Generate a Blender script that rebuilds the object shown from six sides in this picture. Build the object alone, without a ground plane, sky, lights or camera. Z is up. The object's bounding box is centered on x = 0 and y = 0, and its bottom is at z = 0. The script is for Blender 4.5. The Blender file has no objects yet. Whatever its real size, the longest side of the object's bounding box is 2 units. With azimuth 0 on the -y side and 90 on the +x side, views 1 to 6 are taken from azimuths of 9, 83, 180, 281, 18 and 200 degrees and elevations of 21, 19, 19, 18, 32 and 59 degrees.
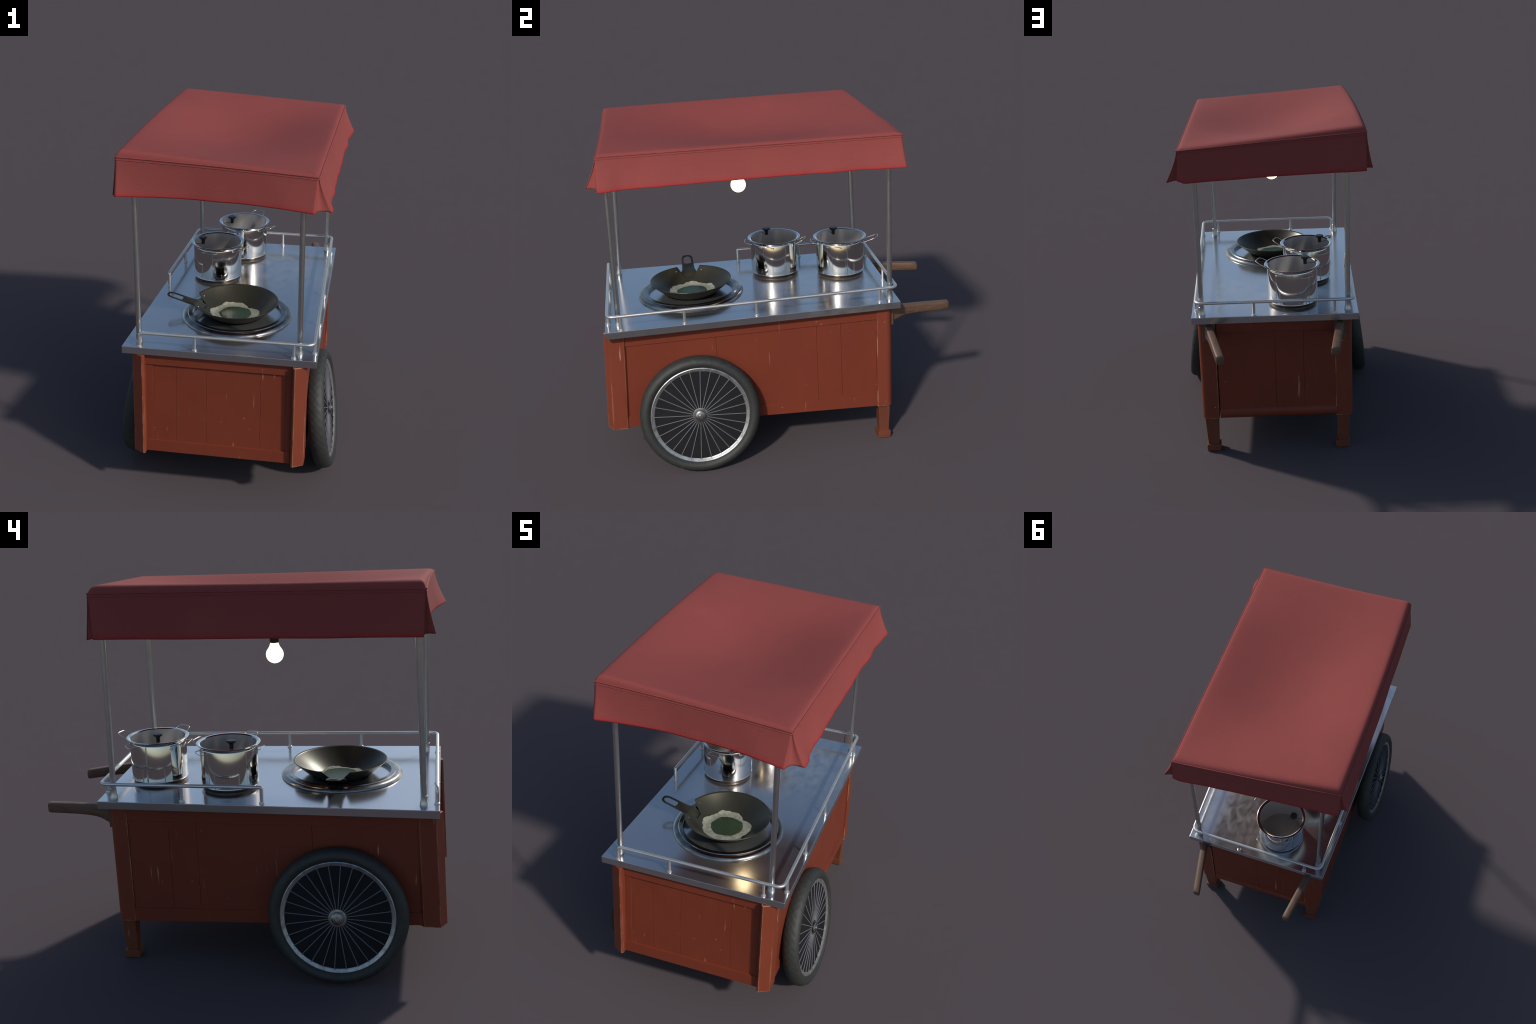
import bpy, bmesh, math, random
from mathutils import Vector, Matrix, noise

random.seed(7)
Z_TOP, Z_UND = 0.867, 0.827            # steel counter top and its lower lip
PI = math.pi
COL = bpy.context.scene.collection

# ------------------------------------------------------------------ materials
def new_mat(name):
    m = bpy.data.materials.new(name)
    m.use_nodes = True
    nt = m.node_tree
    for n in list(nt.nodes):
        nt.nodes.remove(n)
    out = nt.nodes.new('ShaderNodeOutputMaterial')
    b = nt.nodes.new('ShaderNodeBsdfPrincipled')
    nt.links.new(b.outputs[0], out.inputs[0])
    return m, nt, b, out

def N(nt, kind, **kw):
    n = nt.nodes.new(kind)
    for k, v in kw.items():
        setattr(n, k, v)
    return n

def coords(nt, scale=(1, 1, 1), rot=(0, 0, 0)):
    tc = N(nt, 'ShaderNodeTexCoord')
    mp = N(nt, 'ShaderNodeMapping')
    mp.inputs['Scale'].default_value = scale
    mp.inputs['Rotation'].default_value = rot
    nt.links.new(tc.outputs['Object'], mp.inputs[0])
    return mp.outputs[0]

def noise_tex(nt, vec, scale, detail=4, rough=0.55, dist=0.0):
    n = N(nt, 'ShaderNodeTexNoise')
    n.inputs['Scale'].default_value = scale
    n.inputs['Detail'].default_value = detail
    n.inputs['Roughness'].default_value = rough
    n.inputs['Distortion'].default_value = dist
    nt.links.new(vec, n.inputs['Vector'])
    return n.outputs[0]

def ramp(nt, fac, stops):
    r = N(nt, 'ShaderNodeValToRGB')
    els = r.color_ramp.elements
    while len(els) < len(stops):
        els.new(0.5)
    for e, (p, c) in zip(els, stops):
        e.position = p
        e.color = (c, c, c, 1) if isinstance(c, (int, float)) else (*c, 1)
    nt.links.new(fac, r.inputs[0])
    return r.outputs[0]

def mix(nt, fac, a, b, mode='MIX'):
    m = N(nt, 'ShaderNodeMix', data_type='RGBA', blend_type=mode)
    for sock, v in ((0, fac), (6, a), (7, b)):
        if isinstance(v, (int, float)):
            m.inputs[sock].default_value = v
        elif isinstance(v, tuple):
            m.inputs[sock].default_value = (*v, 1)
        else:
            nt.links.new(v, m.inputs[sock])
    return m.outputs[2]

def math_n(nt, op, a, b=None):
    m = N(nt, 'ShaderNodeMath', operation=op)
    m.use_clamp = False
    for i, v in enumerate((a, b)):
        if v is None:
            continue
        if isinstance(v, (int, float)):
            m.inputs[i].default_value = v
        else:
            nt.links.new(v, m.inputs[i])
    return m.outputs[0]

def bump(nt, b, h, strength=0.2, dist=0.002):
    n = N(nt, 'ShaderNodeBump')
    n.inputs['Strength'].default_value = strength
    n.inputs['Distance'].default_value = dist
    nt.links.new(h, n.inputs['Height'])
    nt.links.new(n.outputs[0], b.inputs['Normal'])

def edge_mask(nt, radius, lo=0.90, hi=0.985):
    """1 where the surface turns sharply: worn arrises."""
    be = N(nt, 'ShaderNodeBevel')
    be.samples = 6
    be.inputs[0].default_value = radius
    g = N(nt, 'ShaderNodeNewGeometry')
    d = N(nt, 'ShaderNodeVectorMath', operation='DOT_PRODUCT')
    nt.links.new(be.outputs[0], d.inputs[0])
    nt.links.new(g.outputs['Normal'], d.inputs[1])
    return ramp(nt, d.outputs['Value'], [(lo, 1.0), (hi, 0.0)])

def painted_wood(name, base, dark, pale, wear=0.5, chips=0.0, lo=0.80, hi=0.97, patch=0.5):
    m, nt, b, _ = new_mat(name)
    grain = noise_tex(nt, coords(nt, (26, 26, 1.6)), 3.0, 6, 0.6, 0.4)
    broad = noise_tex(nt, coords(nt, (1, 1, 0.7)), 4.0, 3)
    c = mix(nt, ramp(nt, broad, [(0.3, 0.0), (0.7, 1.0)]), dark, base)
    c = mix(nt, ramp(nt, grain, [(0.35, 0.35), (0.62, 0.0)]), c, dark)
    # long vertical scratches through the paint
    s1 = noise_tex(nt, coords(nt, (60, 60, 4.5)), 1.0, 2, 0.5)
    s2 = noise_tex(nt, coords(nt, (3, 3, 3)), 1.7, 2, 0.5)
    sc = math_n(nt, 'MULTIPLY', ramp(nt, s1, [(0.735 - chips, 0.0), (0.785 - chips, 1.0)]),
                ramp(nt, s2, [(0.47, 0.0), (0.6, 1.0)]))
    # small round chips
    s3 = noise_tex(nt, coords(nt, (45, 45, 30)), 1.0, 2, 0.6)
    cp = math_n(nt, 'MULTIPLY', ramp(nt, s3, [(0.775 - chips, 0.0), (0.81 - chips, 1.0)]), 0.8)
    wn = noise_tex(nt, coords(nt, (30, 30, 9)), 1.0, 4, 0.65)
    ed = math_n(nt, 'MULTIPLY', edge_mask(nt, 0.008, lo, hi), ramp(nt, wn, [(patch, 0.0), (patch + 0.12, 1.0)]))
    ed = math_n(nt, 'MULTIPLY', ed, wear)
    tot = math_n(nt, 'MAXIMUM', math_n(nt, 'MAXIMUM', sc, cp), ed)
    c = mix(nt, tot, c, pale)
    nt.links.new(c, b.inputs['Base Color'])
    b.inputs['Roughness'].default_value = 0.55
    b.inputs['Specular IOR Level'].default_value = 0.35
    bump(nt, b, grain, 0.12, 0.002)
    return m

PAINT = painted_wood('red_painted_panel', (0.187, 0.0345, 0.0148), (0.162, 0.030, 0.0133), (0.40, 0.19, 0.11), 0.4, 0.03, 0.75, 0.95, 0.54)
PAINT_POST = painted_wood('red_painted_post', (0.202, 0.0405, 0.0180), (0.172, 0.035, 0.0158), (0.52, 0.29, 0.18), 1.0, 0.04, 0.94, 0.992, 0.42)
PAINT_LEG = painted_wood('red_painted_leg', (0.175, 0.050, 0.025), (0.13, 0.037, 0.018), (0.40, 0.22, 0.12), 0.4, 0.0)

def raw_wood():
    m, nt, b, _ = new_mat('brown_handle_wood')
    g = noise_tex(nt, coords(nt, (30, 3, 30)), 2.0, 6, 0.6, 0.5)
    c = ramp(nt, g, [(0.3, (0.085, 0.043, 0.024)), (0.7, (0.15, 0.085, 0.052))])
    nt.links.new(c, b.inputs['Base Color'])
    b.inputs['Roughness'].default_value = 0.5
    bump(nt, b, g, 0.15, 0.002)
    return m
WOOD = raw_wood()

def plain(name, col, rough=0.5, metal=0.0, var=0.0, vscale=12, spec=0.5):
    m, nt, b, _ = new_mat(name)
    b.inputs['Roughness'].default_value = rough
    b.inputs['Metallic'].default_value = metal
    b.inputs['Specular IOR Level'].default_value = spec
    if var:
        n = noise_tex(nt, coords(nt), vscale, 4)
        c = ramp(nt, n, [(0.3, tuple(x * (1 - var) for x in col)), (0.7, tuple(min(1, x * (1 + var)) for x in col))])
        nt.links.new(c, b.inputs['Base Color'])
    else:
        b.inputs['Base Color'].default_value = (*col, 1)
    return m

def counter_steel():
    m, nt, b, _ = new_mat('counter_steel')
    blot = noise_tex(nt, coords(nt, (1.3, 0.8, 1)), 16.0, 2, 0.5, 0.4)
    big = noise_tex(nt, coords(nt), 3.0, 2)
    # soft pale mottling over the empty area beside the pots
    tc = N(nt, 'ShaderNodeTexCoord')
    ds = N(nt, 'ShaderNodeVectorMath', operation='DISTANCE')
    ds.inputs[1].default_value = (0.22, 0.30, Z_TOP)
    nt.links.new(tc.outputs['Object'], ds.inputs[0])
    zone = ramp(nt, math_n(nt, 'ADD', ds.outputs['Value'], math_n(nt, 'MULTIPLY', big, 0.25)), [(0.28, 1.0), (0.62, 0.12)])
    spot = math_n(nt, 'MULTIPLY', ramp(nt, blot, [(0.32, 0.0), (0.74, 1.0)]), zone)
    c = mix(nt, spot, (0.56, 0.565, 0.575), (0.62, 0.61, 0.60))
    nt.links.new(c, b.inputs['Base Color'])
    nt.links.new(math_n(nt, 'SUBTRACT', 0.94, math_n(nt, 'MULTIPLY', spot, 0.11)), b.inputs['Metallic'])
    r = math_n(nt, 'ADD', math_n(nt, 'MULTIPLY', big, 0.10), math_n(nt, 'MULTIPLY', spot, 0.08))
    nt.links.new(math_n(nt, 'ADD', r, 0.11), b.inputs['Roughness'])
    return m
STEEL = counter_steel()
RAIL = plain('rail_steel', (0.68, 0.67, 0.65), 0.36, 0.85, 0.06, 25)
POLE = plain('pole_steel', (0.60, 0.59, 0.57), 0.33, 1.0, 0.05, 20)
RING = plain('burner_ring_steel', (0.31, 0.30, 0.28), 0.22, 1.0, 0.3, 18)
POT = plain('polished_pot_steel', (0.64, 0.625, 0.605), 0.08, 1.0, 0.03, 8)
POT_IN = plain('pot_inside_steel', (0.80, 0.78, 0.76), 0.18, 0.72, 0.03, 8)  # base lightened, metallic lowered: ambient light in the pot is tinted in
WIRE = plain('handle_wire', (0.62, 0.59, 0.52), 0.22, 1.0)
DARK_DISC = plain('dark_brown_disc', (0.10, 0.075, 0.06), 0.35, 0.8, 0.3, 30)
BLACK = plain('black_bakelite', (0.012, 0.012, 0.013), 0.4)
FLOOR_LIGHTENED = plain('lightened_pot_floor', (0.24, 0.205, 0.175), 0.30, 0.0, 0.12, 10)  # pale diffuse brown chosen to lift the dark reflections on the inner walls
RUBBER = plain('tyre_rubber', (0.027, 0.029, 0.026), 0.62, 0.0, 0.2, 40)
RIM = plain('rim_steel', (0.40, 0.395, 0.39), 0.40, 0.8, 0.35, 30)
SPOKE = plain('spoke_steel', (0.13, 0.13, 0.145), 0.6, 0.0, spec=0.25)
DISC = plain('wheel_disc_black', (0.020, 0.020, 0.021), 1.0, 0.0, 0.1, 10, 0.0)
HUB = plain('hub_steel', (0.30, 0.295, 0.28), 0.4, 1.0, 0.3, 60)
FRAME = plain('canopy_frame_steel', (0.35, 0.34, 0.33), 0.4, 1.0)

def wok_iron():
    m, nt, b, _ = new_mat('wok_iron')
    n = noise_tex(nt, coords(nt), 7.0, 4)
    c = ramp(nt, n, [(0.35, (0.056, 0.057, 0.043)), (0.68, (0.074, 0.068, 0.048))])
    nt.links.new(c, b.inputs['Base Color'])
    b.inputs['Metallic'].default_value = 0.6
    b.inputs['Roughness'].default_value = 0.38
    return m
WOK = wok_iron()

def batter(name, c1, c2, rough):
    m, nt, b, _ = new_mat(name)
    n = noise_tex(nt, coords(nt, (1, 1, 1)), 22.0, 4, 0.6, 1.5)
    nt.links.new(ramp(nt, n, [(0.35, c1), (0.65, c2)]), b.inputs['Base Color'])
    b.inputs['Roughness'].default_value = rough
    return m
WHITE_BATTER = batter('pale_batter', (0.20, 0.21, 0.16), (0.34, 0.34, 0.28), 0.35)
GREEN_BATTER = batter('green_batter', (0.024, 0.040, 0.018), (0.036, 0.060, 0.026), 0.30)

def cloth(name, c1, c2, trans=0.12):
    m, nt, b, out = new_mat(name)
    broad = noise_tex(nt, coords(nt), 2.6, 3, 0.5)
    c = ramp(nt, broad, [(0.35, c1), (0.68, c2)])
    weave_x = noise_tex(nt, coords(nt, (22, 170, 100)), 1.0, 3, 0.7)
    weave_y = noise_tex(nt, coords(nt, (170, 22, 100)), 1.0, 3, 0.7)
    w = math_n(nt, 'MULTIPLY', math_n(nt, 'ADD', weave_x, weave_y), 0.5)
    c = mix(nt, ramp(nt, w, [(0.35, 0.25), (0.6, 0.0)]), c, tuple(x * 0.75 for x in c1))
    nt.links.new(c, b.inputs['Base Color'])
    b.inputs['Roughness'].default_value = 0.85
    b.inputs['Specular IOR Level'].default_value = 0.2
    b.inputs['Sheen Weight'].default_value = 0.0
    b.inputs['Sheen Roughness'].default_value = 0.5
    bump(nt, b, w, 0.5, 0.002)
    t = N(nt, 'ShaderNodeBsdfTranslucent')
    nt.links.new(c, t.inputs[0])
    mx = N(nt, 'ShaderNodeMixShader')
    mx.inputs[0].default_value = trans
    nt.links.new(b.outputs[0], mx.inputs[1])
    nt.links.new(t.outputs[0], mx.inputs[2])
    nt.links.new(mx.outputs[0], out.inputs[0])
    return m
CLOTH = cloth('red_canvas', (0.264, 0.060, 0.053), (0.284, 0.064, 0.056), 0.04)
HEM = cloth('red_canvas_hem', (0.32, 0.032, 0.030), (0.36, 0.036, 0.033), 0.04)
HEM_SOFT = cloth('red_canvas_border', (0.290, 0.053, 0.048), (0.305, 0.056, 0.050), 0.04)
HEM_MID = cloth('red_canvas_edge', (0.305, 0.042, 0.039), (0.325, 0.045, 0.041), 0.04)
SEAM = plain('canvas_seam', (0.25, 0.055, 0.05), 0.8, 0, 0.1, 40, 0.2)

def bulb_mat():
    m, nt, b, _ = new_mat('glowing_bulb_glass')
    b.inputs['Base Color'].default_value = (1, 0.9, 0.75, 1)
    b.inputs['Emission Color'].default_value = (1.0, 0.72, 0.38, 1)
    b.inputs['Emission Strength'].default_value = 6.0
    b.inputs['Roughness'].default_value = 0.1
    return m
BULB = bulb_mat()

# ------------------------------------------------------------------ geometry helpers
def finish(name, me, mat, parent, loc=(0, 0, 0), smooth=30):
    ob = bpy.data.objects.new(name, me)
    COL.objects.link(ob)
    if mat and not me.materials:
        me.materials.append(mat)
    if smooth:
        for p in me.polygons:
            p.use_smooth = True
        me.set_sharp_from_angle(angle=math.radians(smooth))
    ob.location = loc
    if parent:
        ob.parent = parent
    return ob

def mesh_from(name, verts, faces, bevel=0.0, seg=2):
    bm = bmesh.new()
    vs = [bm.verts.new(v) for v in verts]
    for f in faces:
        bm.faces.new([vs[i] for i in f])
    bmesh.ops.recalc_face_normals(bm, faces=bm.faces)
    if bevel:
        bmesh.ops.bevel(bm, geom=list(bm.edges), offset=bevel, segments=seg, affect='EDGES',
                        profile=0.5, clamp_overlap=True)
    me = bpy.data.meshes.new(name)
    bm.to_mesh(me)
    bm.free()
    return me

def flat_faces(o):
    """keep broad faces flat-shaded while the small bevels catch the light"""
    w = o.modifiers.new('weighted', 'WEIGHTED_NORMAL')
    w.mode = 'FACE_AREA'
    w.weight = 100
    w.keep_sharp = True

def prism(name, low, high, mat, parent, bevel=0.003, smooth=35, seg=2):
    """solid between two polygons with the same number of corners"""
    n = len(low)
    v = list(low) + list(high)
    f = [tuple(range(n))[::-1], tuple(range(n, 2 * n))]
    f += [(i, (i + 1) % n, n + (i + 1) % n, n + i) for i in range(n)]
    o = finish(name, mesh_from(name, v, f, bevel, seg), mat, parent, smooth=smooth)
    flat_faces(o)
    return o

def box(name, x0, x1, y0, y1, z0, z1, mat, parent, bevel=0.003):
    return prism(name, [(x0, y0, z0), (x1, y0, z0), (x1, y1, z0), (x0, y1, z0)],
                 [(x0, y0, z1), (x1, y0, z1), (x1, y1, z1), (x0, y1, z1)], mat, parent, bevel)

def lathe_mesh(name, profile, seg=64, axis='Z', closed=False):
    v, f = [], []
    for r, z in profile:
        for i in range(seg):
            a = 2 * PI * i / seg
            v.append((r * math.cos(a), r * math.sin(a), z) if axis == 'Z' else
                     (z, r * math.cos(a), r * math.sin(a)))
    m = len(profile)
    for j in range(m if closed else m - 1):
        k = (j + 1) % m
        for i in range(seg):
            i2 = (i + 1) % seg
            f.append((j * seg + i, j * seg + i2, k * seg + i2, k * seg + i))
    bm = bmesh.new()
    vs = [bm.verts.new(p) for p in v]
    for q in f:
        bm.faces.new([vs[i] for i in q])
    bmesh.ops.remove_doubles(bm, verts=bm.verts, dist=1e-6)
    bmesh.ops.recalc_face_normals(bm, faces=bm.faces)
    me = bpy.data.meshes.new(name)
    bm.to_mesh(me)
    bm.free()
    return me

def lathe(name, profile, mat, parent, loc=(0, 0, 0), seg=64, axis='Z', closed=False, smooth=40):
    o = finish(name, lathe_mesh(name, profile, seg, axis, closed), mat, parent, loc, smooth)
    flat_faces(o)
    return o

def tube_mesh(name, path, radius, seg=12, closed=False):
    pts = [Vector(p) for p in path]
    n = len(pts)
    v, f = [], []
    up = None
    for i, p in enumerate(pts):
        if closed:
            t = (pts[(i + 1) % n] - pts[i - 1]).normalized()
        else:
            t = (pts[min(i + 1, n - 1)] - pts[max(i - 1, 0)]).normalized()
        if up is None:
            up = Vector((0, 0, 1)) if abs(t.z) < 0.9 else Vector((1, 0, 0))
        side = t.cross(up).normalized()
        up = side.cross(t).normalized()
        for k in range(seg):
            a = 2 * PI * k / seg
            v.append(p + radius * (math.cos(a) * side + math.sin(a) * up))
    for i in range(n if closed else n - 1):
        j = (i + 1) % n
        for k in range(seg):
            k2 = (k + 1) % seg
            f.append((i * seg + k, i * seg + k2, j * seg + k2, j * seg + k))
    if not closed:
        f.append(tuple(range(seg))[::-1])
        f.append(tuple((n - 1) * seg + k for k in range(seg)))
    return mesh_from(name, v, f)

def tube(name, path, radius, mat, parent, seg=12, closed=False):
    return finish(name, tube_mesh(name, path, radius, seg, closed), mat, parent, smooth=50)

def rounded_path(pts, rad, n=7):
    """polyline with filleted corners; rad may be a number or one per inner corner"""
    pts = [Vector(p) for p in pts]
    out = [pts[0]]
    for i in range(1, len(pts) - 1):
        r = rad[i - 1] if isinstance(rad, (list, tuple)) else rad
        a, b, c = pts[i - 1], pts[i], pts[i + 1]
        p0 = b + (a - b).normalized() * r
        p1 = b + (c - b).normalized() * r
        for k in range(n + 1):
            t = k / n
            out.append((1 - t) ** 2 * p0 + 2 * t * (1 - t) * b + t * t * p1)
    out.append(pts[-1])
    return out

def linked(src, name, parent, loc=(0, 0, 0), rot=None):
    o = src.copy()
    o.name = name
    COL.objects.link(o)
    o.parent = parent
    o.location = loc
    if rot is not None:
        o.rotation_euler = rot
    return o

def lerp(a, b, t):
    return a + (b - a) * t

# ------------------------------------------------------------------ the cart
cart = bpy.data.objects.new('food_cart', None)
COL.objects.link(cart)
cart['label'] = 'red wooden street food cart with canvas canopy'
cart['category'] = 'food cart'


# ---- steel counter: trapezoid sheet with folded edges
FRONT_Y, BACK_Y = -0.957, 0.671
def counter_half(y):
    return lerp(0.507, 0.466, (y - FRONT_Y) / (BACK_Y - FRONT_Y))
def quad(z, inset=0.0):
    hf, hb = counter_half(FRONT_Y) - inset, counter_half(BACK_Y) - inset
    return [(-hf + 0.003, FRONT_Y + inset, z), (hf + 0.003, FRONT_Y + inset, z),
            (hb + 0.003, BACK_Y - inset, z), (-hb + 0.003, BACK_Y - inset, z)]
counter = prism('counter', quad(Z_UND), quad(Z_TOP), STEEL, cart, bevel=0.0025)
# round opening that takes the wok
cutter = finish('hole_cutter', lathe_mesh('hole_cutter', [(0.0005, -0.1), (0.158, -0.1), (0.158, 0.1), (0.0005, 0.1)], 96), None, None, (0.0086, -0.461, 0.85), 0)
counter.modifiers.clear()
bo = counter.modifiers.new('opening', 'BOOLEAN')
bo.operation = 'DIFFERENCE'
bo.object = cutter
bo.solver = 'EXACT'
bpy.context.view_layer.update()
cut_me = bpy.data.meshes.new_from_object(counter.evaluated_get(bpy.context.evaluated_depsgraph_get()))
counter.modifiers.clear()
counter.data = cut_me
cut_me.set_sharp_from_angle(angle=math.radians(50))
flat_faces(counter)
bpy.data.objects.remove(cutter)

# ---- wooden body -----------------------------------------------------------
def half_width(y):                      # outer side plane of the box
    return lerp(0.452, 0.434, (y + 0.96) / 1.59)
def floor_z(y):                         # the box is a little deeper at the back
    return 0.216 + (0.627 - y) * 0.0305

Z_BODY = Z_UND - 0.001
# inner carcass keeps the box closed behind the boards
prism('carcass',
      [(-0.40, -0.915, 0.285), (0.40, -0.915, 0.285), (0.395, 0.585, 0.24), (-0.395, 0.585, 0.24)],
      [(-0.40, -0.89, 0.79), (0.40, -0.89, 0.79), (0.395, 0.585, 0.79), (-0.395, 0.585, 0.79)],
      PAINT, cart, 0.0)

# front posts: many sided section standing proud of the front, leaning out at the foot
for s in (1, -1):
    def sect(z, dy):
        return [(s * 0.388, -0.925 + dy, z), (s * 0.388, -0.990 + dy, z), (s * 0.399, -0.999 + dy, z),
                (s * 0.455, -0.968 + dy, z), (s * 0.455, -0.888 + dy, z), (s * 0.42, -0.86 + dy, z)]
    lo, hi = sect(0.259, 0.0), sect(Z_BODY, 0.027)
    lo, hi = [(x + 0.003, y, z) for x, y, z in lo], [(x + 0.003, y, z) for x, y, z in hi]
    prism('front_post', lo, hi, PAINT_POST, cart, 0.0025)

# back posts with a rounded outer arris
for s in (1, -1):
    sec = [(s * 0.338, 0.540), (s * 0.338, 0.628)]
    r, cx, cy = 0.032, s * (0.4355 - 0.032), 0.629 - 0.032
    for k in range(7):
        a = PI / 2 * (1 - k / 6)
        sec.append((cx + s * r * math.cos(a), cy + r * math.sin(a)))
    sec.append((s * 0.4345, 0.540))
    sec = [(x + 0.006, y) for x, y in sec]
    prism('back_post', [(x, y, 0.216) for x, y in sec], [(x, y, Z_BODY) for x, y in sec],
          PAINT_POST, cart, 0.0015, 40, 1)
    # tapered leg and its block foot
    lx0, lx1, ly0, ly1 = 0.006 + s * 0.345, 0.006 + s * 0.423, 0.548, 0.616
    tx0, tx1, ty0, ty1 = 0.006 + s * 0.350, 0.006 + s * 0.411, 0.555, 0.609
    leg = prism('leg', [(tx0, ty0, 0.02), (tx1, ty0, 0.02), (tx1, ty1, 0.02), (tx0, ty1, 0.02)],
                [(lx0, ly0, 0.2175), (lx1, ly0, 0.2175), (lx1, ly1, 0.2175), (lx0, ly1, 0.2175)],
                PAINT_LEG, cart, 0.003)
    fx0, fx1, fy0, fy1 = 0.006 + s * 0.340, 0.006 + s * 0.420, 0.545, 0.620
    prism('foot', [(fx0, fy0, 0.0), (fx1, fy0, 0.0), (fx1, fy1, 0.0), (fx0, fy1, 0.0)],
          [(fx0, fy0, 0.042), (fx1, fy0, 0.042), (fx1, fy1, 0.042), (fx0, fy1, 0.042)],
          PAINT_LEG, leg, 0.004)

# rails and boards on the long sides
Y0, Y1 = -0.885, 0.540
for s in (1, -1):
    def P(y, z, off):
        return ((0.0055 if s > 0 else 0.0015) + s * (half_width(y) - 0.003 - off), y, z)
    for nm, zb, zt, off, th in (('bottom_rail', 0.0, 0.070, 0.002, 0.05), ('top_rail', None, None, 0.002, 0.05)):
        if nm == 'bottom_rail':
            low = [P(Y0, floor_z(Y0) + 0.003, off), P(Y1, floor_z(Y1), off), P(Y1, floor_z(Y1), off + th), P(Y0, floor_z(Y0) + 0.003, off + th)]
            high = [P(Y0, floor_z(Y0) + 0.066, off), P(Y1, floor_z(Y1) + 0.07, off), P(Y1, floor_z(Y1) + 0.07, off + th), P(Y0, floor_z(Y0) + 0.066, off + th)]
        else:
            low = [P(Y0, 0.752, off), P(Y1, 0.758, off), P(Y1, 0.758, off + th), P(Y0, 0.752, off + th)]
            high = [P(Y0, Z_BODY, off), P(Y1, Z_BODY, off), P(Y1, Z_BODY, off + th), P(Y0, Z_BODY, off + th)]
        prism(nm, low, high, PAINT, cart, 0.002)
    seams = [Y0, -0.366, 0.197, 0.336, Y1]
    for a, b in zip(seams[:-1], seams[1:]):
        g = 0.0005
        o = 0.0075
        low = [P(a + g, floor_z(a) + 0.06, o), P(b - g, floor_z(b) + 0.06, o), P(b - g, floor_z(b) + 0.06, o + 0.02), P(a + g, floor_z(a) + 0.06, o + 0.02)]
        high = [P(a + g, 0.765, o), P(b - g, 0.765, o), P(b - g, 0.765, o + 0.02), P(a + g, 0.765, o + 0.02)]
        prism('side_board', low, high, PAINT, cart, 0.0007, seg=1)

# front: rails, two narrow stiles and four boards, leaning with the posts
def front_y(z, off):
    return lerp(-0.968, -0.936, (z - 0.26) / 0.56) + off
def front_piece(nm, x0, x1, z0, z1, off, th, mat=PAINT, bev=0.002):
    low = [(x0, front_y(z0, off), z0), (x1, front_y(z0, off), z0), (x1, front_y(z0, off) + th, z0), (x0, front_y(z0, off) + th, z0)]
    high = [(x0, front_y(z1, off), z1), (x1, front_y(z1, off), z1), (x1, front_y(z1, off) + th, z1), (x0, front_y(z1, off) + th, z1)]
    prism(nm, low, high, mat, cart, bev)
front_piece('bottom_rail', -0.388, 0.388, 0.262, 0.328, 0.0, 0.05)
front_piece('top_rail', -0.388, 0.388, 0.765, Z_BODY, 0.0, 0.05)
for x0, x1 in ((-0.388, -0.3475), (0.3555, 0.388)):
    front_piece('stile', x0, x1, 0.325, 0.768, 0.0055, 0.03)
fs = [-0.3475, -0.223, -0.062, 0.223, 0.3555]
for a, b in zip(fs[:-1], fs[1:]):
    front_piece('front_board', a + 0.0005, b - 0.0005, 0.325, 0.768, 0.011, 0.025, bev=0.0007)

# back: rails and boards
def back_piece(nm, x0, x1, z0, z1, y, th, bev=0.002):
    box(nm, x0, x1, y - th, y, z0, z1, PAINT, cart, bev)
back_piece('top_rail', -0.338, 0.338, 0.757, Z_BODY, 0.633, 0.05)
sec = []
for k in range(9):                      # rounded bottom rail
    a = -PI / 2 + PI * k / 8
    sec.append((0.610 + 0.026 * math.cos(a), 0.249 + 0.035 * math.sin(a)))
sec += [(0.575, 0.284), (0.575, 0.214)]
prism('bottom_rail', [(-0.338, y, z) for y, z in sec], [(0.338, y, z) for y, z in sec], PAINT, cart, 0.0, 50)
bs = [-0.338, -0.152, 0.009, 0.338]
for a, b in zip(bs[:-1], bs[1:]):
    back_piece('back_board', a + 0.0005, b - 0.0005, 0.275, 0.765, 0.6255, 0.03, 0.001)

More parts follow.
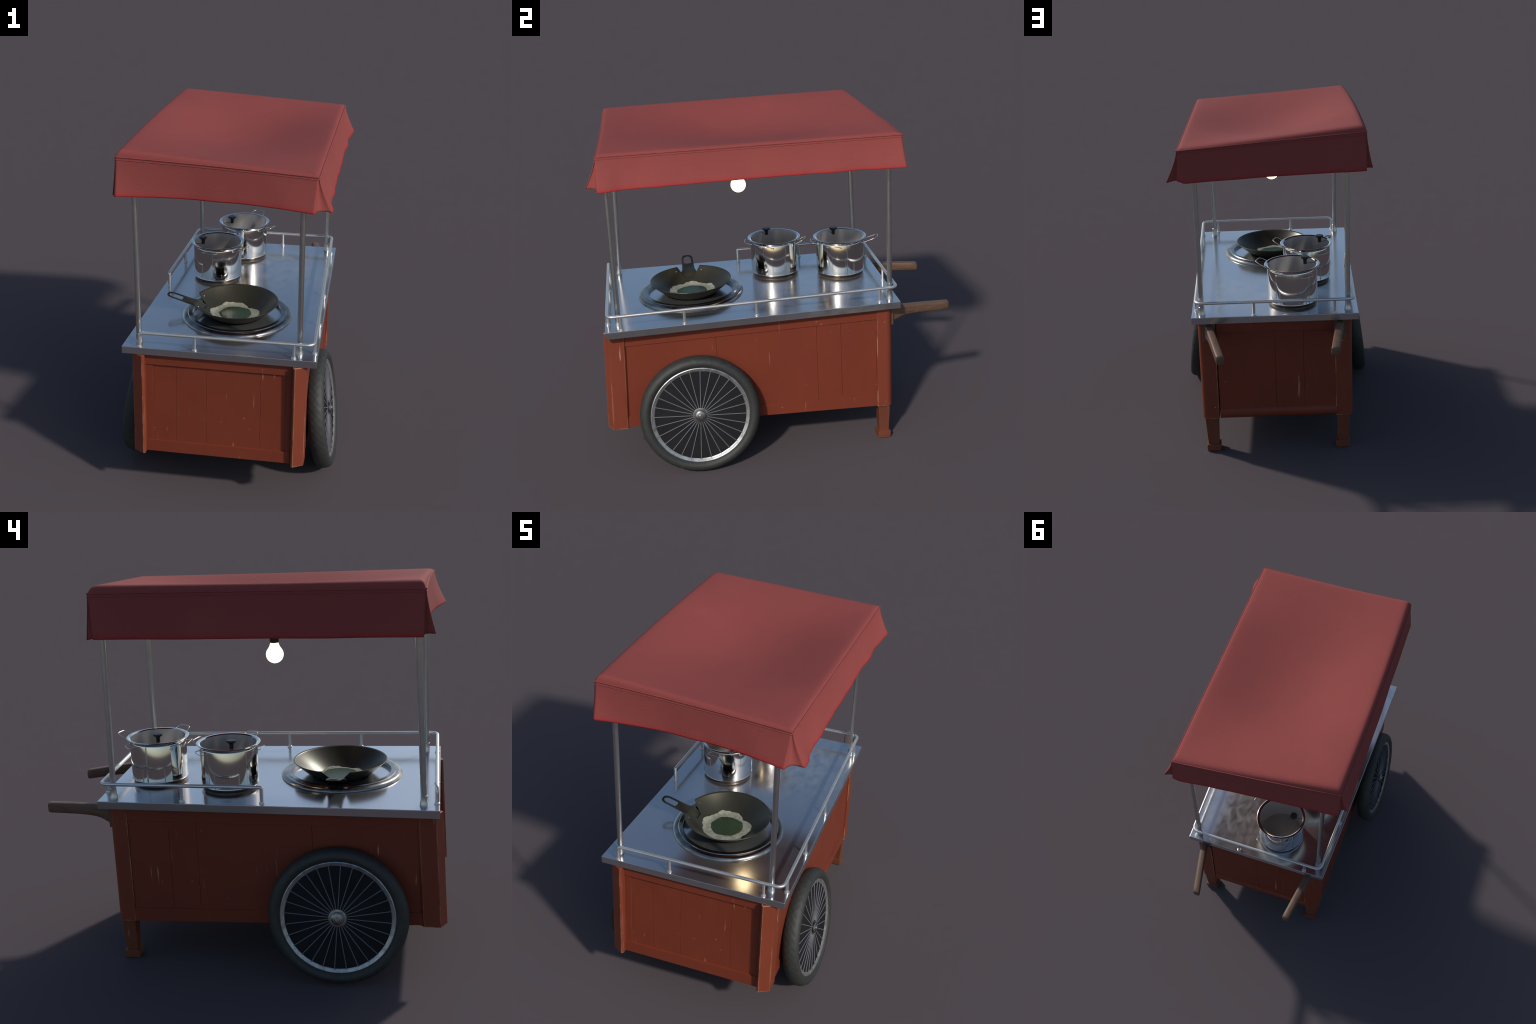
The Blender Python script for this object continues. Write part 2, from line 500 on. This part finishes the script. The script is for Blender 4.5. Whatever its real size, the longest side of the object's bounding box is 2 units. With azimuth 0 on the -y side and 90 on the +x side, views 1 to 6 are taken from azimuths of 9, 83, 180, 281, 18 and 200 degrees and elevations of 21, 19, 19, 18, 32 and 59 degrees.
# ---- push handles ----------------------------------------------------------
for s, xr, xe, ye, ze in ((1, 0.378, 0.299, 0.994, 0.751), (-1, -0.359, -0.311, 0.982, 0.778)):
    plate_x = 0.377 if s > 0 else -0.361
    box('handle_plate', plate_x - 0.036, plate_x + 0.036, 0.6275, 0.643, 0.708, 0.822, WOOD, cart, 0.003)
    v, f = [], []
    rings = 11
    # root, swept underside, straight grip; (t along handle, half height, centre drop)
    prof = [(0.0, 0.048, 0.022), (0.06, 0.043, 0.017), (0.13, 0.036, 0.010), (0.22, 0.031, 0.005), (0.35, 0.0285, 0.002),
            (0.55, 0.0275, 0.0), (0.75, 0.027, 0.0), (0.90, 0.0265, 0.0), (0.97, 0.0265, 0.0), (0.99, 0.024, 0.0), (1.0, 0.018, 0.0)]
    y_root = 0.643
    z_root = ze + (0.012 if s < 0 else 0.036)
    for t, hh, drop in prof:
        cx, cy, cz = lerp(xr, xe, t), lerp(y_root, ye + 0.004, t), lerp(z_root, ze, t) - drop
        hw = 0.0225 if t < 0.98 else (0.020 if t < 0.995 else 0.014)
        n = 20
        for k in range(n):
            a = 2 * PI * k / n
            ca, sa = math.cos(a), math.sin(a)
            e = 0.45
            v.append((cx + hw * math.copysign(abs(ca) ** e, ca), cy, cz + hh * math.copysign(abs(sa) ** e, sa)))
    n = 20
    for i in range(len(prof) - 1):
        for k in range(n):
            f.append((i * n + k, i * n + (k + 1) % n, (i + 1) * n + (k + 1) % n, (i + 1) * n + k))
    f.append(tuple(range(n)))
    f.append(tuple((len(prof) - 1) * n + k for k in range(n)))
    finish('push_handle', mesh_from('push_handle', v, f), WOOD, cart, smooth=45)

# ---- wheels ----------------------------------------------------------------
WR = 0.3325
def make_tyre():
    nu, nv = 288, 28
    tr, rr = 0.0335, 0.0465                     # radial and lateral half size of the tube
    R = WR - tr
    v, f = [], []
    for i in range(nu):
        a = 2 * PI * i / nu
        for j in range(nv):
            b = 2 * PI * j / nv
            bump_h = 0.0
            bb = (b + PI) % (2 * PI) - PI        # 0 = tread crown
            if abs(bb) < 1.05:                   # little staggered tread blocks
                row = int((bb + 1.05) / 0.35)
                ph = (i + (row % 2) * 3) % 6
                bump_h = 0.0014 if ph < 3 else -0.0006
                if abs(bb) < 0.12:
                    bump_h = 0.001
            rad = R + (tr + bump_h) * math.cos(b)
            v.append(((rr + bump_h) * math.sin(b), rad * math.cos(a), rad * math.sin(a)))
    for i in range(nu):
        for j in range(nv):
            f.append((i * nv + j, ((i + 1) % nu) * nv + j, ((i + 1) % nu) * nv + (j + 1) % nv, i * nv + (j + 1) % nv))
    return mesh_from('tyre', v, f)
tyre_me = make_tyre()
RI = 0.275
rim_me = lathe_mesh('rim', [(RI + 0.002, 0.026), (RI - 0.001, 0.034), (RI - 0.005, 0.036), (RI - 0.010, 0.034), (RI - 0.013, 0.0325), (RI - 0.018, 0.0315),
                            (RI - 0.022, 0.0285), (RI - 0.022, -0.0185), (RI - 0.017, -0.0205), (RI - 0.011, -0.022), (RI - 0.007, -0.027),
                            (RI - 0.002, -0.0265), (RI + 0.002, -0.020)], 128, 'X', True)
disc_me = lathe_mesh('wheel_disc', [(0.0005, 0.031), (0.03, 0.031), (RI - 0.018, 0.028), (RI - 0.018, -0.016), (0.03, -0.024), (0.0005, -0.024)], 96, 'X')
hub_me = lathe_mesh('hub', [(0.0005, 0.055), (0.010, 0.055), (0.0125, 0.053), (0.013, 0.0505), (0.017, 0.050), (0.026, 0.0485), (0.030, 0.045), (0.0305, 0.041),
                            (0.026, 0.038), (0.021, 0.037), (0.021, 0.036), (0.040, 0.0355), (0.043, 0.034), (0.043, 0.028), (0.017, 0.028), (0.017, -0.10), (0.0005, -0.10)], 48, 'X')
spoke_len = RI - 0.018 - 0.034
spoke_me = tube_mesh('spoke', [(0.0325, 0.036, 0), (0.0297, RI - 0.0185, 0)], 0.0026, 8)
NS = 28
CAMBER = 7.0                            # wheels lean: tops in, feet out
for s, cx, cy in ((1, 0.512, -0.484), (-1, -0.517, -0.490)):
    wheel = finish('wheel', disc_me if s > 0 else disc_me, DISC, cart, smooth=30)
    turn = Matrix.Rotation(0.0 if s > 0 else PI, 4, 'Z')
    wheel.matrix_basis = Matrix.Translation((cx, cy, 0.3345)) @ turn @ Matrix.Rotation(math.radians(-CAMBER), 4, 'Y') @ Matrix.Rotation(0.05, 4, 'X')
    for nm, me, mt in (('tyre', tyre_me, RUBBER), ('rim', rim_me, RIM), ('hub', hub_me, HUB)):
        o = finish(nm, me, mt, wheel, smooth=38)
        if nm != 'tyre':
            flat_faces(o)
    for i in range(NS):
        o = finish('spoke', spoke_me, SPOKE, wheel, smooth=60)
        o.rotation_euler = (2 * PI * (i + 0.5) / NS, 0, 0)
        # the inner face carries spokes too
tube('axle', [(-0.50, -0.489, 0.335), (0.50, -0.489, 0.335)], 0.014, HUB, cart, 16)

# ---- burner ring, wok stand, dark discs under the pots ------------------------------------
RCX, RCY = 0.016, -0.466
ring_prof = [(0.246, 0.000), (0.246, 0.018), (0.249, 0.0225), (0.270, 0.0235), (0.274, 0.0200), (0.278, 0.0200), (0.288, 0.0190),
             (0.297, 0.015), (0.303, 0.008), (0.304, 0.004), (0.301, 0.000)]
lathe('burner_ring', ring_prof, RING, cart, (RCX, RCY, Z_TOP - 0.0008), 128, closed=False, smooth=35)
lathe('drip_tray', [(0.134, -0.0035), (0.141, 0.0012), (0.160, 0.0030), (0.233, 0.0025), (0.2475, 0.0015)], STEEL, cart, (0.0106, -0.462, Z_TOP), 96)

POTS = ((-0.198, 0.065), (-0.102, 0.450))
for px, py in POTS:
    lathe('dark_base_disc', [(0.0005, 0.0), (0.136, 0.0), (0.136, 0.006), (0.130, 0.010), (0.125, 0.0165), (0.0005, 0.0165)], DARK_DISC, cart,
          (px, py, Z_TOP - 0.0005), 64)

# ---- guard rail ------------------------------------------------------------
RZ = 0.9465
rail_pts = [(-0.412, -0.944, Z_TOP), (-0.412, -0.944, RZ), (0.494, -0.940, RZ), (0.443, 0.656, RZ),
            (-0.438, 0.656, RZ), (-0.450, -0.137, RZ), (-0.450, -0.137, Z_TOP)]
tube('guard_rail', rounded_path(rail_pts, [0.03, 0.045, 0.04, 0.04, 0.009], 8), 0.0090, RAIL, cart, 14)
rp_me = tube_mesh('guard_rail_post', [(0, 0, 0), (0, 0, RZ - Z_TOP)], 0.0080, 12)
col_me = lathe_mesh('post_collar', [(0.0081, 0.010), (0.0105, 0.009), (0.0115, 0.005), (0.0135, 0.0045), (0.0135, 0.0)], 20)
rail_posts = [(-0.121, -0.943), (0.391, -0.941), (0.4917, -0.868), (0.4809, -0.528), (0.4683, -0.134), (0.4462, 0.557),
              (0.120, 0.656), (-0.330, 0.656), (-0.4441, 0.252)]
for x, y in rail_posts:
    p = finish('guard_rail_post', rp_me, RAIL, cart, (x, y, Z_TOP))
    finish('post_collar', col_me, RAIL, p)
for x, y in ((-0.412, -0.944), (-0.450, -0.137)):
    finish('post_collar', col_me, RAIL, cart, (x, y, Z_TOP))

# ---- canopy poles ----------------------------------------------------------
pole_h = 1.825 - Z_TOP
# (base x, base y, top x, top y, top z): the two left poles lean inward a little
poles = [(-0.4285, -0.885, -0.436, -0.849, 1.835), (0.414, -0.884, 0.413, -0.876, 1.795),
         (0.412, 0.622, 0.411, 0.622, 1.795), (-0.408, 0.602, -0.408, 0.579, 1.835)]
sleeve_me = lathe_mesh('pole_sleeve', [(0.0135, 0.048), (0.0158, 0.046), (0.0158, 0.022), (0.0175, 0.017), (0.0180, 0.012), (0.0195, 0.008), (0.0195, 0.0)], 28)
for x, y, xt, yt, zt in poles:
    p = tube('canopy_pole', [(x, y, Z_TOP), (xt, yt, zt)], 0.0140, POLE, cart, 20)
    finish('pole_sleeve', sleeve_me, POLE, p, (x, y, Z_TOP))

# ---- canopy ----------------------------------------------------------------
# seam corners: front/back, left(-x)/right(+x)
S = {'FL': Vector((-0.513, -0.889, 1.858)), 'FR': Vector((0.488, -0.912, 1.815)),
     'BR': Vector((0.491, 0.674, 1.812)), 'BL': Vector((-0.514, 0.598, 1.868))}
BULGE = 0.008                           # the front edge is drawn in between its corners

def seam_edge(k, t):
    """point on the seam of edge k; t runs 0..1"""
    a, b = {'front': ('FL', 'FR'), 'right': ('FR', 'BR'), 'back': ('BR', 'BL'), 'left': ('BL', 'FL')}[k]
    p = S[a].lerp(S[b], t)
    bow = 4 * t * (1 - t)
    if k == 'front':
        p += Vector((0, BULGE * bow, 0.002 * bow))
    if k == 'back':
        p += Vector((0, 0.006 * bow, 0.003 * bow))
    if k == 'left':
        p += Vector((-0.011 * bow, 0, 0.003 * bow))
    return p

def roof_point(u, w):
    """Coons patch over the four seams plus the soft roll of the cloth over the frame"""
    f, bk = seam_edge('front', u), seam_edge('back', 1 - u)
    l, r = seam_edge('left', 1 - w), seam_edge('right', w)
    c = (S['FL'] * (1 - u) * (1 - w) + S['FR'] * u * (1 - w) + S['BR'] * u * w + S['BL'] * (1 - u) * w)
    p = f * (1 - w) + bk * w + l * (1 - u) + r * u - c
    dl, dr, df, db = u * 1.0, (1 - u) * 1.0, w * 1.55, (1 - w) * 1.55
    e = 0.013 * (1 - math.exp(-min(dr, df) / 0.010))
    if db < 0.3 or dl < 0.3:
        e = min(e, 0.013 * (1 - math.exp(-db / 0.014)))
    e = min(e, 0.013 * (1 - math.exp(-dl / 0.012)))
    roll = 0.025 * (1 - math.exp(-dl / 0.010)) * (1 - math.exp(-df / 0.005)) * (1 - math.exp(-db / 0.012)) * (1 - u) ** 1.3
    sag = -0.081 * (max(0.0, math.sin(PI * u) * math.sin(PI * w))) ** 1.3
    nz = 0.003 * noise.noise(Vector((u * 2.1, w * 2.7, 3.1))) * min(1, min(dl, dr, df, db) / 0.15)
    p.z += e + roll + sag + nz
    return p

def warp(n):                            # finer rows near the edges
    out = []
    for i in range(n + 1):
        t = i / n
        out.append(0.5 - 0.5 * math.cos(PI * t) if True else t)
    return out

nu, nw = 72, 90
us, ws = warp(nu), warp(nw)
v = [roof_point(u, w) for w in ws for u in us]
f = [(j * (nu + 1) + i, j * (nu + 1) + i + 1, (j + 1) * (nu + 1) + i + 1, (j + 1) * (nu + 1) + i) for j in range(nw) for i in range(nu)]
roof = finish('canopy_roof', mesh_from('canopy_roof', v, f), CLOTH, cart, smooth=60)
md = roof.modifiers.new('thick', 'SOLIDIFY')
md.thickness = 0.004
md.offset = -1 if roof.data.polygons[0].normal.z > 0 else 1

# hanging flaps: hem corners measured at both ends of each edge
HEMS = {'front': (Vector((-0.514, -0.930, 1.668)), Vector((0.478, -0.977, 1.653))),
        'right': (Vector((0.556, -0.914, 1.646)), Vector((0.553, 0.686, 1.648))),
        'back': (Vector((0.494, 0.694, 1.639)), Vector((-0.514, 0.618, 1.661))),
        'left': (Vector((-0.551, 0.577, 1.668)), Vector((-0.534, -0.881, 1.658)))}
OUT = {'front': Vector((0, -1, 0)), 'right': Vector((1, 0, 0)), 'back': Vector((0, 1, 0)), 'left': Vector((-1, 0, 0))}

def flap_point(k, t, d):
    """t along the edge, d 0 at the seam and 1 at the hem"""
    top = seam_edge(k, t)
    a, b = HEMS[k]
    hem = a.lerp(b, t)
    bow = 4 * t * (1 - t)
    o = Vector((0, 0, 0))
    if k == 'front':
        hem += Vector((0, 0.056 * bow, 0.002 * bow))
    if k == 'right':
        hem.x -= 0.022 * min(1, bow * 2.2)
        hem.z += 0.004 * bow
        o.x = 0.013 * noise.noise(Vector((t * 9.0, 0.3, 41.0))) * min(1, bow * 3) * d ** 1.5 \
            + 0.010 * math.exp(-((t - 0.035) / 0.03) ** 2) * d ** 1.3
        o.y = 0.0
    if k == 'back':
        hem.z += 0.005 * bow + 0.016 * math.exp(-(t / 0.022) ** 2)
    if k == 'left':
        hem.x -= 0.002 * bow
    p = top.lerp(hem, d)
    n = OUT[k]
    # cloth leaves the seam nearly vertical and swings out toward the hem
    flare = (hem - top).dot(n)
    p += n * flare * (d ** 1.5 - d) * 0.8
    w = 0.0045 * noise.noise(Vector((t * 7.0, d * 0.8, {'front': 1, 'right': 9, 'back': 17, 'left': 25}[k]))) * d
    p += n * w + o
    p.z += 0.003 * noise.noise(Vector((t * 5.0, 2.0, {'front': 4, 'right': 12, 'back': 20, 'left': 28}[k]))) * d
    return p

def strip(nm, k, d0, d1, nt_, nd, mat, parent, thick, push):
    vv = [flap_point(k, i / nt_, lerp(d0, d1, j / nd)) + OUT[k] * push for j in range(nd + 1) for i in range(nt_ + 1)]
    ff = [(j * (nt_ + 1) + i, j * (nt_ + 1) + i + 1, (j + 1) * (nt_ + 1) + i + 1, (j + 1) * (nt_ + 1) + i)
          for j in range(nd) for i in range(nt_)]
    me = mesh_from(nm, vv, ff)
    o = finish(nm, me, mat, parent, smooth=60)
    q = o.modifiers.new('thick', 'SOLIDIFY')
    q.thickness = thick
    q.offset = 0
    return o

for k, n in (('front', 90), ('right', 150), ('back', 90), ('left', 140)):
    fl = strip('canopy_flap', k, 0.0, 1.0, n, 28, CLOTH, cart, 0.0038, 0.0)
    for extra in (HEM_SOFT, HEM_MID, HEM):
        fl.data.materials.append(extra)
    for p in fl.data.polygons:
        row = p.index // n                       # rows run from seam to hem
        p.material_index = 3 if row >= 27 else 2 if row >= 26 else 1 if row >= 24 else 0
    for dz, rad in ((0.0, 0.0034), (0.07, 0.0022)):
        tube('seam_cord', [flap_point(k, i / 60, dz) + OUT[k] * 0.0015 for i in range(61)], rad, SEAM, fl, 8)

# folded gussets closing the corners between neighbouring flaps
def gusset(k_end, k_start):
    nd, nu_ = 16, 10
    vv, ff = [], []
    for j in range(nd + 1):
        d = j / nd
        a, b = flap_point(k_end, 1, d), flap_point(k_start, 0, d)
        a = a - OUT[k_end] * 0.004 - OUT[k_start] * 0.003 * d
        for i in range(nu_ + 1):
            q = i / nu_
            p = a.lerp(b, q)
            p -= (OUT[k_end] + OUT[k_start]) * 0.016 * math.sin(PI * q) * d
            p.z += 0.004 * math.sin(PI * q) * d
            vv.append(p)
    for j in range(nd):
        for i in range(nu_):
            o = j * (nu_ + 1) + i
            ff.append((o, o + 1, o + nu_ + 2, o + nu_ + 1))
    g = finish('canopy_gusset', mesh_from('canopy_gusset', vv, ff), CLOTH, cart, smooth=60)
    q = g.modifiers.new('thick', 'SOLIDIFY')
    q.thickness = 0.003
    q.offset = 0
for a_, b_ in (('front', 'right'), ('right', 'back'), ('back', 'left'), ('left', 'front')):
    gusset(a_, b_)

# frame under the cloth
for a, b in ((0, 1), (1, 2), (2, 3), (3, 0)):
    pa, pb = list(poles[a]), list(poles[b])
    if a == 0:
        pa[3] = pb[3] = -0.805         # the front bar sits back where the cloth is drawn in
    tube('canopy_bar', [(pa[2], pa[3], pa[4] - 0.012), (pb[2], pb[3], pb[4] - 0.012)], 0.010, FRAME, cart, 12)

# ---- bulb ------------------------------------------------------------------
BX, BY = -0.002, -0.150
prof = [(0.0005, 0.0)]
for k in range(1, 15):
    a = -PI / 2 + PI * 0.70 * k / 14
    prof.append((0.043 * math.cos(a), 0.043 + 0.043 * math.sin(a)))
prof += [(0.0290, 0.0765), (0.0245, 0.0845), (0.0210, 0.094), (0.019, 0.105)]
bulb = lathe('light_bulb', prof, BULB, cart, (BX, BY, 1.442), 40)
lathe('bulb_socket', [(0.0005, 0.1), (0.012, 0.1), (0.0215, 0.092), (0.0225, 0.085), (0.0225, 0.0), (0.0005, 0.0)], BLACK, cart, (BX, BY, 1.544), 32)
tube('bulb_cord', [(BX, BY, 1.64), (BX, BY, 1.742)], 0.004, BLACK, cart, 10)

# ------------------------------------------------------------------ wok
wok = bpy.data.objects.new('wok', None)
COL.objects.link(wok)
wok['label'] = 'dark iron wok with notched rim and strap handle'
wok['category'] = 'wok'
WCX, WCY, WZ, WRAD = 0.0086, -0.461, 0.948, 0.234
wok.location = (WCX, WCY, 0)

def bowl_z(r):                          # round bowl that dips through the counter opening
    return 0.825 + 0.123 * (r / WRAD) ** 1.885

def wok_shell(thick=0.0035):
    na, nr = 144, 36
    v, f = [], []
    idx = {}
    def top_r(a):
        d = abs((a - PI + PI) % (2 * PI) - PI)      # angle away from -x, the handle side
        # trapezoid notch cut down from the rim
        full, half = 0.158, 0.295
        if d < full:
            return 0.172
        if d < half:
            return lerp(0.172, WRAD, (d - full) / (half - full))
        return WRAD
    angs = []
    for i in range(na):
        angs.append(2 * PI * i / na)
    extra = [PI - 0.295, PI + 0.295, PI - 0.158, PI + 0.158]
    angs = sorted(set(angs + extra))
    na = len(angs)
    rows = []
    for j in range(nr + 1):
        for a in angs:
            a2 = (a + PI) % (2 * PI)                 # make 0 the handle side for top_r
            d = min(a2, 2 * PI - a2)
            full, half = 0.158, 0.295
            R = WRAD if d >= half else (0.172 if d <= full else lerp(0.172, WRAD, (d - full) / (half - full)))
            r = 0.002 + (R - 0.002) * j / nr
            v.append((r * math.cos(a), r * math.sin(a), bowl_z(r)))
    for j in range(nr):
        for i in range(na):
            f.append((j * na + i, j * na + (i + 1) % na, (j + 1) * na + (i + 1) % na, (j + 1) * na + i))
    f.append(tuple(range(na)))
    return mesh_from('bowl', v, f)
bowl = finish('bowl', wok_shell(), WOK, wok, smooth=50)
sm = bowl.modifiers.new('thick', 'SOLIDIFY')
sm.thickness = 0.003
sm.offset = 0

# strap handle with a loop hole, leaving through the notch
def handle_curve(t):
    pts = [(-0.150, bowl_z(0.150) - 0.005), (-0.185, bowl_z(0.170) - 0.004), (-0.222, 0.915), (-0.268, 0.927), (-0.330, 0.946), (-0.388, 0.962)]
    x = t * (len(pts) - 1)
    i = min(int(x), len(pts) - 2)
    u = x - i
    p0, p1, p2, p3 = pts[max(i - 1, 0)], pts[i], pts[i + 1], pts[min(i + 2, len(pts) - 1)]
    def cr(a, b, c, d):
        return 0.5 * ((2 * b) + (-a + c) * u + (2 * a - 5 * b + 4 * c - d) * u * u + (-a + 3 * b - 3 * c + d) * u ** 3)
    return Vector((cr(p0[0], p1[0], p2[0], p3[0]), 0, cr(p0[1], p1[1], p2[1], p3[1])))
def strap_half(t):
    if t < 0.30:
        return 0.048
    if t < 0.55:
        q = (t - 0.30) / 0.25
        return lerp(0.048, 0.037, q * q * (3 - 2 * q))
    if t < 0.86:
        return lerp(0.037, 0.034, (t - 0.55) / 0.31)
    return 0.034 * math.sqrt(max(0.0, 1 - ((t - 0.86) / 0.145) ** 2)) + 0.0005
def hole_half(t):
    if t < 0.72 or t > 0.945:
        return None
    if t < 0.86:
        return 0.0225
    return 0.0225 * math.sqrt(max(0.0, 1 - ((t - 0.86) / 0.086) ** 2))
v, f = [], []
ts = sorted([i / 44 for i in range(45)] + [0.7201, 0.9449, 0.97, 0.985])
rows = []
for t in ts:
    c = handle_curve(t)
    w, h = strap_half(t), hole_half(t)
    if h is None:
        h = 0.0
    row = []
    for yy in (-w, -lerp(h, w, 0.5), -h, h, lerp(h, w, 0.5), w):
        row.append(len(v))
        v.append((c.x, yy, c.z))
    rows.append((t, row))
for (t0, r0), (t1, r1) in zip(rows[:-1], rows[1:]):
    for k in (0, 1, 3, 4):
        f.append((r0[k], r0[k + 1], r1[k + 1], r1[k]))
bm = bmesh.new()
vs = [bm.verts.new(p) for p in v]
for q in f:
    bm.faces.new([vs[i] for i in q])
bmesh.ops.remove_doubles(bm, verts=bm.verts, dist=1e-5)
bmesh.ops.recalc_face_normals(bm, faces=bm.faces)
me = bpy.data.meshes.new('strap_handle')
bm.to_mesh(me)
bm.free()
strap = finish('strap_handle', me, WOK, wok, smooth=50)
sm = strap.modifiers.new('thick', 'SOLIDIFY')
sm.thickness = 0.005
sm.offset = 0
bv = strap.modifiers.new('round', 'BEVEL')
bv.width = 0.0012
bv.segments = 2
rivet_me = lathe_mesh('rivet', [(0.0005, 0.003), (0.003, 0.0025), (0.0045, 0.0)], 14)
for yy in (-0.075, 0.075):
    r_ = 0.212
    finish('rivet', rivet_me, RING, wok, (-math.sqrt(r_ * r_ - yy * yy), yy, bowl_z(r_) + 0.001))

# batter in the bottom of the wok: ragged pale skirt and a green pool
def blob(name, rx, ry, cx, cy, z0, thick, seed, mat, jag):
    na, nr = 96, 14
    v, f = [], []
    for j in range(nr + 1):
        q = j / nr
        for i in range(na):
            a = 2 * PI * i / na
            k = 1 + jag * noise.noise(Vector((math.cos(a) * 1.6, math.sin(a) * 1.6, seed))) \
                + 0.5 * jag * noise.noise(Vector((math.cos(a) * 4.5, math.sin(a) * 4.5, seed + 5)))
            x, y = cx + rx * k * q * math.cos(a), cy + ry * k * q * math.sin(a)
            r = math.hypot(x, y)
            z = max(z0, bowl_z(r)) + thick * (1 - q ** 6) + 0.0018 + 0.0025 * jag * 4 * noise.noise(Vector((x * 45, y * 45, seed))) * q
            v.append((x, y, z if j < nr else max(z0, bowl_z(r)) + 0.0012))
    for j in range(nr):
        for i in range(na):
            f.append((j * na + i, j * na + (i + 1) % na, (j + 1) * na + (i + 1) % na, (j + 1) * na + i))
    bm = bmesh.new()
    vs = [bm.verts.new(p) for p in v]
    for q in f:
        bm.faces.new([vs[i] for i in q])
    bmesh.ops.remove_doubles(bm, verts=bm.verts, dist=1e-6)
    bmesh.ops.recalc_face_normals(bm, faces=bm.faces)
    me = bpy.data.meshes.new(name)
    bm.to_mesh(me)
    bm.free()
    return finish(name, me, mat, wok, smooth=60)
blob('batter_skirt', 0.134, 0.132, -0.010, 0.002, 0.862, 0.003, 2.0, WHITE_BATTER, 0.16)
blob('batter_pool', 0.090, 0.085, -0.004, 0.002, 0.8690, 0.0005, 8.0, GREEN_BATTER, 0.10)

# ------------------------------------------------------------------ cooking pots
PZ0, PZ1, PR = 0.8835, 1.095, 0.1425
foot_prof = [(0.0005, 0.0), (PR - 0.004, 0.0), (PR + 0.001, 0.003), (PR + 0.002, 0.0065), (PR + 0.0006, 0.009)]
wall_prof = [(PR + 0.0006, 0.009), (PR, 0.0135), (PR, 0.1885), (PR - 0.0015, 0.1925)]          # neck and foot flare tilt shading normals so the upper wall reflects dark ground
rim_prof = [(PR - 0.0015, 0.1925), (PR + 0.003, 0.198), (PR + 0.009, 0.2030), (PR + 0.0145, 0.207), (PR + 0.0155, 0.2095), (PR + 0.011, 0.2120),
            (PR + 0.004, 0.2105), (PR - 0.003, 0.207)]
inner = [(PR - 0.003, 0.207), (PR - 0.0035, 0.19), (PR - 0.004, 0.0025)]
foot_me, wall_me, rim_pot_me = (lathe_mesh(n_, p_, 96) for n_, p_ in (('pot_foot', foot_prof), ('pot_wall', wall_prof), ('pot_rim', rim_prof)))
inner_me = lathe_mesh('pot_lining', inner, 96)
pot_floor_me = lathe_mesh('pot_floor', [(0.0005, 0.0025), (PR - 0.0045, 0.0025)], 96)
knob_me = lathe_mesh('knob', [(0.0005, 0.044), (0.021, 0.044), (0.024, 0.042), (0.0245, 0.038), (0.022, 0.0335), (0.013, 0.029), (0.0105, 0.022), (0.0095, 0.0), (0.0005, 0.0)], 36)

def loop(angle, r_tip, z_tip, half, r_root, z_root):
    """wire loop from two eyelets on the wall, bulging out to its tip"""
    pts = []
    for k in range(25):
        b = PI * k / 24
        side = math.cos(b)
        out = max(0.0, math.sin(b)) ** 0.40
        w = half * math.copysign(abs(side) ** 0.42, side)
        r = lerp(r_root, r_tip, out)
        z = lerp(z_root, z_tip, out)
        x, y = r, w
        pts.append((x * math.cos(angle) - y * math.sin(angle), x * math.sin(angle) + y * math.cos(angle), z))
    return pts

D = math.radians
POT_HANDLES = {
    0: [(D(-25), 0.212, 0.2115, 0.038), (D(70), 0.190, 0.207, 0.042), (D(-98), 0.176, 0.190, 0.042), (D(128), 0.168, 0.176, 0.040)],
    1: [(D(-25), 0.218, 0.2115, 0.040), (D(73), 0.226, 0.2125, 0.040), (D(-95), 0.173, 0.1895, 0.042), (D(122), 0.165, 0.172, 0.040)]}
knob_off = ((-0.083, -0.033), (-0.076, -0.023))
for i, (px, py) in enumerate(POTS):
    pot = bpy.data.objects.new('cooking_pot', None)
    COL.objects.link(pot)
    pot.location = (px, py, PZ0)
    pot['label'] = 'polished steel stock pot with wire loop handles'
    pot['category'] = 'cooking pot'
    finish('pot_foot', foot_me, POT, pot, smooth=60)
    finish('pot_wall', wall_me, POT, pot, smooth=60)
    finish('pot_rim', rim_pot_me, POT, pot, smooth=60)
    flat_faces(finish('pot_lining', inner_me, POT_IN, pot, smooth=60))
    finish('pot_floor', pot_floor_me, FLOOR_LIGHTENED, pot)
    kx, ky = knob_off[i]
    kn = finish('knob', knob_me, BLACK, pot, (kx, ky, 0.199))
    L = math.hypot(kx, ky)
    tube('knob_wire', [(0, 0, 0.004), (kx / L * 0.02, ky / L * 0.02, 0.0015), (kx / L * (PR - 0.004 - L), ky / L * (PR - 0.004 - L), 0.001)], 0.0016, BLACK, kn, 8)
    for a, rt, zt, hf in POT_HANDLES[i]:
        h = tube('wire_handle', loop(a, rt, zt, hf, PR - 0.001, 0.180), 0.0021, WIRE, pot, 8)
        for sgn in (-1, 1):
            ca, sa = math.cos(a), math.sin(a)
            # eyelet studs
            yx = sgn * hf
            rr_ = math.sqrt(PR * PR - yx * yx)
            bx, by = rr_ * ca - yx * sa, rr_ * sa + yx * ca
            tube('stud', [(bx * 0.985, by * 0.985, 0.180), (bx * 1.035, by * 1.035, 0.180)], 0.0042, WIRE, h, 10)
